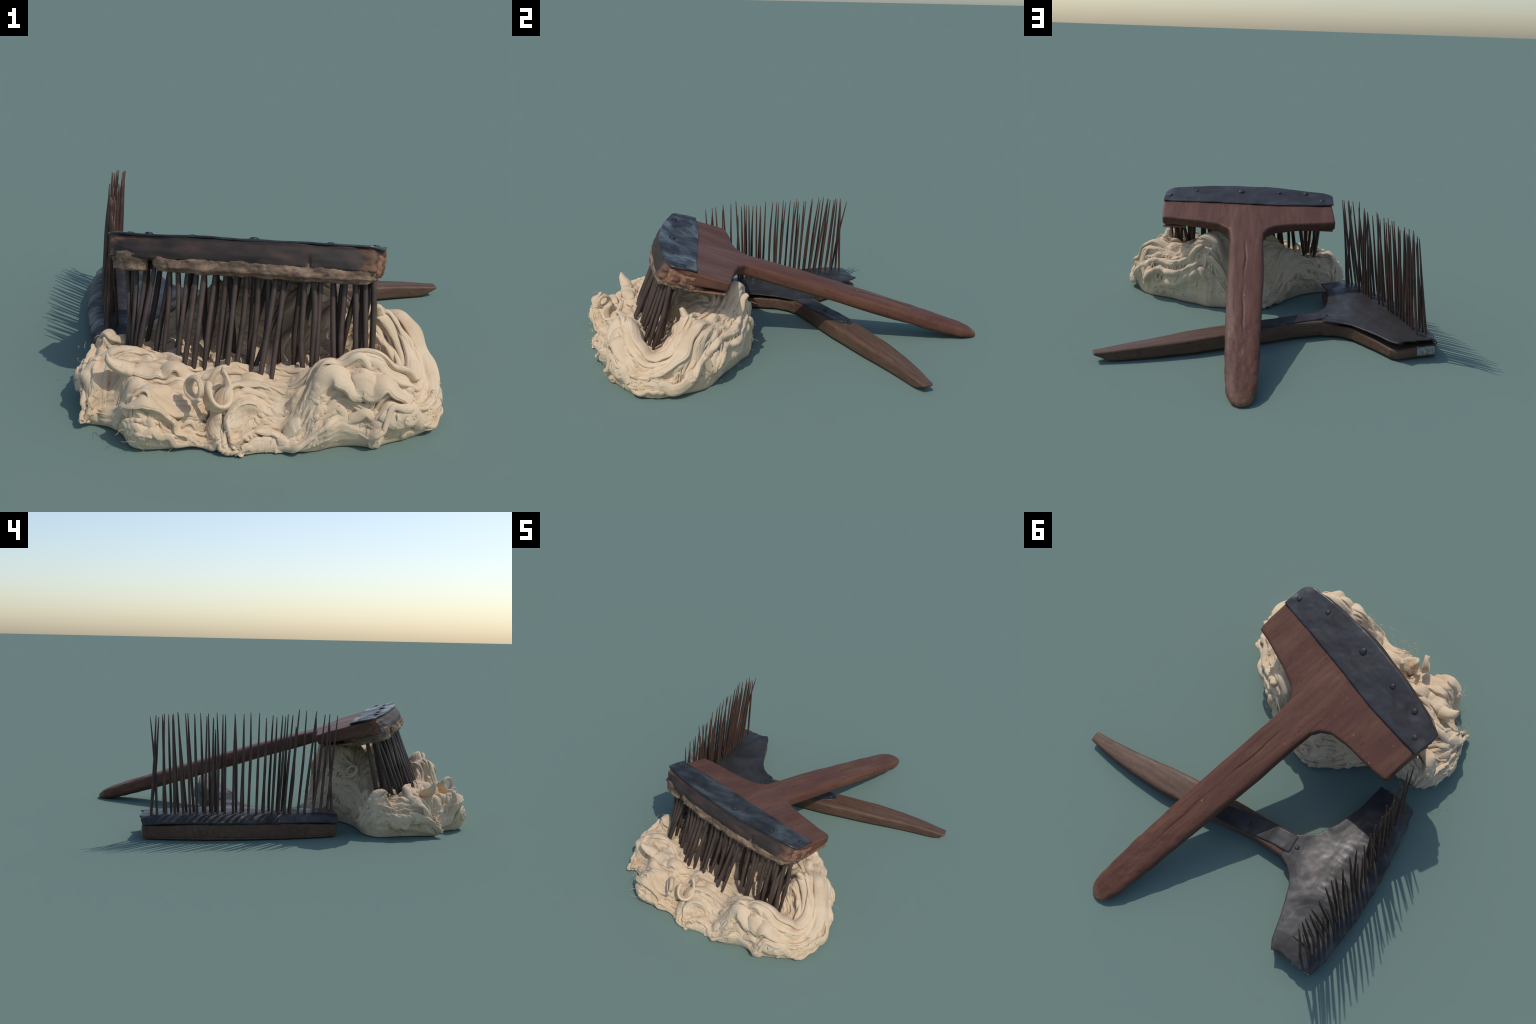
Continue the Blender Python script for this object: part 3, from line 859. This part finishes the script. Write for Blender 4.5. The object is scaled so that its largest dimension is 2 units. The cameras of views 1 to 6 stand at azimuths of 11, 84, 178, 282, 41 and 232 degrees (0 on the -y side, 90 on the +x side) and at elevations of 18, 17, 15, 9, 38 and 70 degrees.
# locks raised on the heap; also gives the fibre direction field
H = H - 0.014
lift = np.zeros_like(XX)
field_c = np.zeros_like(XX); field_s = np.zeros_like(XX)
owner = np.full(XX.shape, -1)
across = np.zeros_like(XX)
pts2 = np.c_[PX.ravel(), PY.ravel()]
for li, (sp, r, up) in enumerate(LOCKS):
    c = catmull(sp, 40)
    tg = np.gradient(c, axis=0); tg /= np.linalg.norm(tg, axis=1)[:, None]
    lo, hi = c.min(0) - 0.16, c.max(0) + 0.16
    m = ((pts2 > lo) & (pts2 < hi)).all(1)
    q = pts2[m]
    dv = q[:, None] - c[None]
    d2 = (dv ** 2).sum(-1)
    k_ = d2.argmin(1)
    dd = np.sqrt(d2[np.arange(len(q)), k_])
    tt = k_ / 39.0
    rr = r * (0.45 + 0.55 * np.sin(np.clip(tt, 0.02, 0.98) * math.pi) ** 0.6)
    prof = np.sqrt(np.clip(1 - (dd / rr) ** 2, 0, 1))
    side = dv[np.arange(len(q)), k_, 0] * tg[k_, 1] - dv[np.arange(len(q)), k_, 1] * tg[k_, 0]
    strand = 1 + 0.10 * np.cos(side / rr * 8.0 + li) + 0.06 * np.cos(side / rr * 17.0 + 2 * li)
    L = 0.9 * up * prof * strand * np.sin(np.clip(tt, 0.03, 0.97) * math.pi) ** 0.5
    ang2 = 2 * np.arctan2(tg[k_, 1], tg[k_, 0])
    wgt = np.exp(-(dd / (r * 1.3)) ** 2)
    fc, fs = field_c.ravel(), field_s.ravel()
    fc[m] += wgt * np.cos(ang2); fs[m] += wgt * np.sin(ang2)
    lf, ow, ac = lift.ravel(), owner.ravel(), across.ravel()
    cur = lf[m]
    better = L > cur
    lf[m] = np.where(better, L, cur)
    o_ = ow[m]; o_[better] = li; ow[m] = o_
    a_ = ac[m]; a_[better] = (side / rr)[better]; ac[m] = a_
    lift, owner, across = lf.reshape(XX.shape), ow.reshape(XX.shape), ac.reshape(XX.shape)
    field_c, field_s = fc.reshape(XX.shape), fs.reshape(XX.shape)
# default: fibres wrap round the heap
base = 2 * np.arctan2(gxv, -gyv)
nzf = blur(RNG.standard_normal(XX.shape), 40); nzf /= nzf.std()
base = base + 1.1 * nzf
field_c += 0.12 * np.cos(base); field_s += 0.12 * np.sin(base)
field_c, field_s = blur(field_c, 4), blur(field_s, 4)
theta = 0.5 * np.arctan2(field_s, field_c)
fx, fy = np.cos(theta), np.sin(theta)

def lic(noise_img, steps):
    """smear noise along the fibre direction -> strands"""
    h, w = noise_img.shape
    acc = noise_img.copy()
    JJ, II = np.meshgrid(np.arange(h), np.arange(w), indexing='ij')
    for sgn in (1, -1):
        x, y = II.astype(float), JJ.astype(float)
        pvx, pvy = fx * sgn, fy * sgn
        for _ in range(steps):
            i, j = np.clip(np.rint(x).astype(int), 0, w - 1), np.clip(np.rint(y).astype(int), 0, h - 1)
            vx, vy = fx[j, i], fy[j, i]
            flip = np.where(vx * pvx + vy * pvy < 0, -1, 1)
            vx, vy = vx * flip, vy * flip
            x, y = x + vx, y + vy
            pvx, pvy = vx, vy
            i, j = np.clip(np.rint(x).astype(int), 0, w - 1), np.clip(np.rint(y).astype(int), 0, h - 1)
            acc = acc + noise_img[j, i]
    acc -= acc.mean()
    return acc / acc.std()

fine = lic(blur(RNG.standard_normal(XX.shape), 1), 24)
mid = lic(blur(RNG.standard_normal(XX.shape), 4), 40)
mid2 = lic(blur(RNG.standard_normal(XX.shape), 8), 46)
broad = lic(blur(RNG.standard_normal(XX.shape), 16), 40)
lumps = blur(RNG.standard_normal(XX.shape), 60); lumps /= lumps.std()

PZ = zf * H
def normals(PX, PY, PZ):
    P = np.stack([PX, PY, PZ], -1)
    a, b = np.gradient(P, axis=1), np.gradient(P, axis=0)
    n = np.cross(a, b)
    return n / (np.linalg.norm(n, axis=-1)[..., None] + 1e-9)

fade = np.clip(s * 5, 0, 1)
Nn = normals(blur(PX, 3), blur(PY, 3), blur(PZ, 3))
wall = np.clip((D + BAND) / (BAND + 2 * RIM), 0, 1)
d1 = fade * ((0.45 + 0.55 * wall) * (lift - 0.004) + (0.7 + 0.3 * wall) * (0.013 * (np.abs(broad) - 0.7) + 0.004 * lumps))
PX, PY, PZ = PX + Nn[..., 0] * d1, PY + Nn[..., 1] * d1, PZ + Nn[..., 2] * d1
Nn = normals(blur(PX, 1), blur(PY, 1), blur(PZ, 1))
strands = 0.0042 * (np.clip(np.abs(mid2), 0, 1.1) ** 0.7 - 0.6) + 0.0026 * (np.clip(np.abs(mid), 0, 1.1) ** 0.7 - 0.6)
d2 = fade * (strands * (0.65 + 0.5 * np.clip(lumps, -1, 1)) + 0.0010 * np.clip(fine, -2, 1.2))
PX, PY, PZ = PX + Nn[..., 0] * d2, PY + Nn[..., 1] * d2, PZ + Nn[..., 2] * d2
PZ = np.where(s <= 0.012, 0.0, np.maximum(PZ, 0.0))

keep = D > -BAND - G
vid = np.full(XX.shape, -1)
cell = keep[:-1, :-1] & keep[1:, :-1] & keep[:-1, 1:] & keep[1:, 1:]
used = np.zeros_like(keep)
used[:-1, :-1] |= cell; used[1:, :-1] |= cell; used[:-1, 1:] |= cell; used[1:, 1:] |= cell
vid[used] = np.arange(used.sum())
V = np.c_[PX[used], PY[used], PZ[used]]
jj, ii = np.nonzero(cell)
F = np.c_[vid[jj, ii], vid[jj, ii + 1], vid[jj + 1, ii + 1], vid[jj + 1, ii]].tolist()
fl = mesh_from('fleece', V, F)
bm = bmesh.new(); bm.from_mesh(fl)
be = [e for e in bm.edges if e.is_boundary]
bmesh.ops.edgeloop_fill(bm, edges=be)
for f_ in bm.faces:
    if len(f_.verts) > 4:
        f_.smooth = False
bm.to_mesh(fl); bm.free()
obj('fleece', fl, WOOL, W)

def surf_z(x, y):
    """height of the finished fleece near (x, y)"""
    k_ = ((V[:, 0] - x) ** 2 + (V[:, 1] - y) ** 2)
    near = np.argsort(k_)[:6]
    return V[near, 2].max()

# ---- locks: swept, strand-grooved hanks lying on and winding into the heap
from mathutils import kdtree
okv = used & (s > 0.05)
TP = np.c_[PX[okv], PY[okv], PZ[okv]]
TN = normals(blur(PX, 4), blur(PY, 4), blur(PZ, 4))[okv]
TH = theta[okv]
KD = kdtree.KDTree(len(TP))
for i, p in enumerate(TP):
    KD.insert((p[0], p[1], 0), i)
KD.balance()

def smooth_path(P, n):
    P = P.copy()
    for _ in range(n):
        P[1:-1] = (P[:-2] + 2 * P[1:-1] + P[2:]) / 4
    return P

def lock_mesh(xy, r, seed, sink=0.25, flat=0.50, twist=0.8, nsec=60):
    n = len(xy)
    ids = [KD.find((x, y, 0))[1] for x, y in xy]
    C, Nn_ = smooth_path(TP[ids], 6), smooth_path(TN[ids], 10)
    Nn_ /= np.linalg.norm(Nn_, axis=1)[:, None]
    T = np.gradient(C, axis=0); T /= np.linalg.norm(T, axis=1)[:, None] + 1e-9
    Bn = np.cross(Nn_, T); Bn /= np.linalg.norm(Bn, axis=1)[:, None] + 1e-9
    Nn_ = np.cross(T, Bn)
    t = np.linspace(0, 1, n)
    env = np.sin(np.clip(t, 0, 1) * math.pi) ** 0.55
    rg = np.random.default_rng(seed)
    rr = r * (0.12 + 0.88 * env) * (1 + 0.12 * np.sin(t * rg.uniform(5, 9) + rg.uniform(0, 6)))
    off = r * flat * (1.0 - 2 * sink) * env - r * 0.55 * (1 - env)
    a = np.linspace(0, 2 * math.pi, nsec, endpoint=False)
    A_, T_ = np.meshgrid(a, t)
    ph = A_ + twist * (T_ - 0.5) * 2 + 0.5 * np.sin(T_ * 5 + seed)
    g = np.zeros_like(A_)
    for k_, am in ((4, .05), (8, .05), (14, .045), (22, .032)) if nsec > 40 else ((3, .08), (5, .06)):
        g += am * (np.abs(np.sin(ph * k_ / 2 + rg.uniform(0, 6) + 0.6 * np.sin(T_ * rg.uniform(3, 8)))) ** 0.8 - 0.6)
    rad = rr[:, None] * (1 + g)
    P = C[:, None] + Bn[:, None] * (rad * np.cos(A_))[..., None] + Nn_[:, None] * (off[:, None] + flat * rad * np.sin(A_))[..., None]
    P[..., 2] = np.maximum(P[..., 2], 0.0015)
    Vl = P.reshape(-1, 3)
    Fl = []
    for i in range(n - 1):
        for k_ in range(nsec):
            k2 = (k_ + 1) % nsec
            Fl.append((i * nsec + k_, i * nsec + k2, (i + 1) * nsec + k2, (i + 1) * nsec + k_))
    Fl.append(tuple(range(nsec))[::-1]); Fl.append(tuple(range((n - 1) * nsec, n * nsec)))
    return Vl, Fl

lrng = np.random.default_rng(3)
nl = 0
for li, (sp, r, up) in enumerate(LOCKS):
    full = catmull(sp, 96)
    tg = np.gradient(full, axis=0); tg /= np.linalg.norm(tg, axis=1)[:, None]
    nr = np.c_[-tg[:, 1], tg[:, 0]]
    for kk in range(3):
        o0 = (0.0, -0.75, 0.75)[kk] * r + lrng.uniform(-.15, .15) * r
        i0, i1 = int(96 * lrng.uniform(0.0, 0.16)), int(96 * lrng.uniform(0.82, 1.0))
        wob = 0.10 * r * np.sin(np.linspace(0, lrng.uniform(3, 8), 96) + lrng.uniform(0, 6))
        c = (full + nr * (o0 + wob)[:, None])[i0:i1]
        dmin = upsample(SDs, cgx, cgy, c[:, 0], c[:, 1]).min()
        sink = (0.30 if up < .016 else 0.20) + (0.12 if dmin < 0.035 else 0.0) + lrng.uniform(-.05, .10)
        Vl, Fl = lock_mesh(c, r * (lrng.uniform(0.85, 1.0) if kk == 0 else lrng.uniform(0.25, 0.42)), 100 + li * 3 + kk, sink=sink, flat=0.42 if kk == 0 else 0.55, twist=lrng.uniform(-1.6, 1.6), nsec=64 if kk == 0 else 26)
        nm = 'lock' if nl == 0 else 'lock.%03d' % nl
        obj(nm, mesh_from(nm, Vl, Fl), WOOL, W)
        nl += 1

# smaller strands that follow the lie of the fibres
def trace(x, y, length, step=0.004):
    out = [(x, y)]
    th = None
    for _ in range(int(length / step)):
        _, i, dist = KD.find((x, y, 0))
        if dist > 0.02:
            break
        a = TH[i]
        if th is not None and math.cos(a - th) < 0:
            a += math.pi
        th = a if th is None else th + 0.5 * math.atan2(math.sin(a - th), math.cos(a - th))
        slope = max(0.25, abs(TN[i][2]))
        x += math.cos(th) * step * slope; y += math.sin(th) * step * slope
        out.append((x, y))
    return np.array(out)

Vs, Fs = [], []
ns = 0
while ns < 460:
    j = int(lrng.integers(len(TP)))
    p = TP[j]
    under = -0.40 < p[1] + 0.0 and -0.1 < p[0] < 0.4 and p[2] > 0.30
    if under:
        ns += 1
        continue
    tr = trace(p[0], p[1], lrng.uniform(0.10, 0.24))
    if len(tr) > 14:
        c = catmull(tr[::4], 34)
        Vl, Fl = lock_mesh(c, lrng.uniform(0.004, 0.012), 500 + ns, sink=lrng.uniform(0.34, 0.56), flat=0.6, twist=lrng.uniform(-1.5, 1.5), nsec=16)
        o_ = len(Vs)
        Vs += list(Vl); Fs += [tuple(a_ + o_ for a_ in f) for f in Fl]
    ns += 1
so = obj('strand', mesh_from('strand', Vs, Fs), WOOL, W)
so['kind'] = 'stuff'

# ---- separate locks, curls and tufts standing off the heap
def spine_tube(name, pts, radii, n=18, flat=0.7, twist=0.0, groove=8, gd=0.09, steps=40):
    P = catmull(pts, steps)
    R = np.interp(np.linspace(0, 1, steps), np.linspace(0, 1, len(radii)), radii)
    Vt, Ft = tube(P, R, n, flat, twist, groove, gd)
    Vt = np.array(Vt)
    m = mesh_from(name, Vt, Ft)
    N_ = get_n(m)
    set_v(m, Vt + N_ * (0.0018 * nz(Vt, 40, 2.0, 2))[:, None])
    return obj(name, m, WOOL, W)

def ring(name, c, axis, r0, r1, turns, width, thick, start=0.0, drift=0.0):
    """ribbon curl: a flat band wound round an axis"""
    ax = Vector(axis).normalized()
    u = ax.cross(Vector((0, 0, 1))).normalized()
    v = ax.cross(u)
    n = int(46 * turns)
    sec = 16
    Vr, Fr = [], []
    for i in range(n + 1):
        t_ = i / n
        a = start + t_ * turns * 2 * math.pi
        r = (r0 + (r1 - r0) * t_) * (1 + 0.10 * math.sin(2 * a + start) + 0.8 * max(0, (t_ - 0.82) / 0.18) ** 1.5)
        rad = u * math.cos(a) + v * math.sin(a)
        wv = width * (0.75 + 0.25 * math.sin(a + 1)) * (1 if 0.08 < t_ < 0.92 else 0.7)
        for k_ in range(sec):
            b = 2 * math.pi * k_ / sec
            p = Vector(c) + rad * (r + thick * math.sin(b) * 0.5 * (1 + 0.25 * math.sin(3 * b + 2 * a))) + ax * (wv * 0.5 * math.cos(b) + drift * t_)
            Vr.append(p)
    for i in range(n):
        for k_ in range(sec):
            k2 = (k_ + 1) % sec
            Fr.append((i * sec + k_, i * sec + k2, (i + 1) * sec + k2, (i + 1) * sec + k_))
    Fr.append(tuple(range(sec))[::-1]); Fr.append(tuple(range(n * sec, (n + 1) * sec)))
    return obj(name, mesh_from(name, Vr, Fr), WOOL, W)

ring('curl', (0.042, -0.897, 0.188), (-0.72, -0.66, 0.15), 0.034, 0.029, 1.35, 0.036, 0.015, 0.6, 0.010)
ring('curl.001', (0.100, -0.856, 0.152), (0.62, -0.60, 0.50), 0.043, 0.038, 0.84, 0.060, 0.022, -1.05, 0.0)
ring('curl.002', (-0.112, -0.940, 0.160), (-0.25, -0.80, 0.45), 0.024, 0.019, 1.1, 0.034, 0.012, 0.2)
ring('curl.003', (-0.165, -0.435, 0.262), (-0.8, 0.45, 0.45), 0.036, 0.016, 1.6, 0.020, 0.012, 0.2)
spine_tube('tuft', [(-.19, -.80, .175), (-.225, -.812, .190), (-.247, -.826, .208), (-.256, -.834, .226), (-.257, -.836, .243)], [.034, .030, .022, .013, .003])
spine_tube('tuft.001', [(.40, -.275, .22), (.38, -.245, .27), (.362, -.232, .305), (.345, -.205, .325)], [.036, .032, .024, .014])
spine_tube('tuft.002', [(.545, -.47, .25), (.548, -.49, .29), (.546, -.505, .325), (.542, -.515, .338)], [.036, .028, .018, .010])
spine_tube('tuft.004', [(-.33, -.73, .165), (-.29, -.72, .190), (-.255, -.71, .202), (-.20, -.70, .195), (-.14, -.70, .17)], [.014, .020, .017, .018, .012])
spine_tube('tuft.007', [(.37, -.245, .17), (.34, -.205, .20), (.325, -.19, .17), (.30, -.195, .12)], [.020, .026, .022, .014])

# loose fibres: short hairs on the rim and over the heap
def hairs(name, count, rng):
    Vh, Fh = [], []
    for _ in range(count):
        if rng.random() < 0.5:
            i = rng.integers(len(OUT))
            p = OUT[i]
            q = OUT[(i + 6) % len(OUT)] - p
            q = q / np.linalg.norm(q)
            out = np.array([q[1], -q[0]])
            z0 = rng.uniform(0.02, 0.16)
            start = np.array([*(p + out * 0.004), z0])
            d_ = np.array([*(q * rng.choice([-1, 1]) + out * rng.uniform(-0.2, 0.05)), rng.uniform(-.5, .4)])
        else:
            j = rng.integers(len(V))
            start = V[j] + np.array([0, 0, 0.0005])
            d_ = np.array([*rng.normal(size=2), rng.uniform(-0.1, 0.15)])
        d_ /= np.linalg.norm(d_)
        L_ = rng.uniform(0.012, 0.036)
        bend = rng.normal(size=3) * 0.3
        pts = []
        for i_ in range(9):
            t_ = i_ / 8
            pts.append(start + d_ * L_ * t_ + bend * L_ * t_ * t_ + 0.0018 * np.sin(t_ * 9 + np.array([0, 2, 4])))
        pts = np.array(pts); pts[:, 2] = np.maximum(pts[:, 2], 0.002)
        r = rng.uniform(0.0006, 0.0013)
        vt, ft = tube(pts, [r * (1 - 0.6 * i_ / 8) for i_ in range(9)], 4)
        o_ = len(Vh)
        Vh += list(vt); Fh += [tuple(a + o_ for a in f) for f in ft]
    ob = obj(name, mesh_from(name, Vh, Fh), WOOL, W)
    ob['kind'] = 'stuff'
    return ob

hairs('loose_fibre', 260, np.random.default_rng(5))
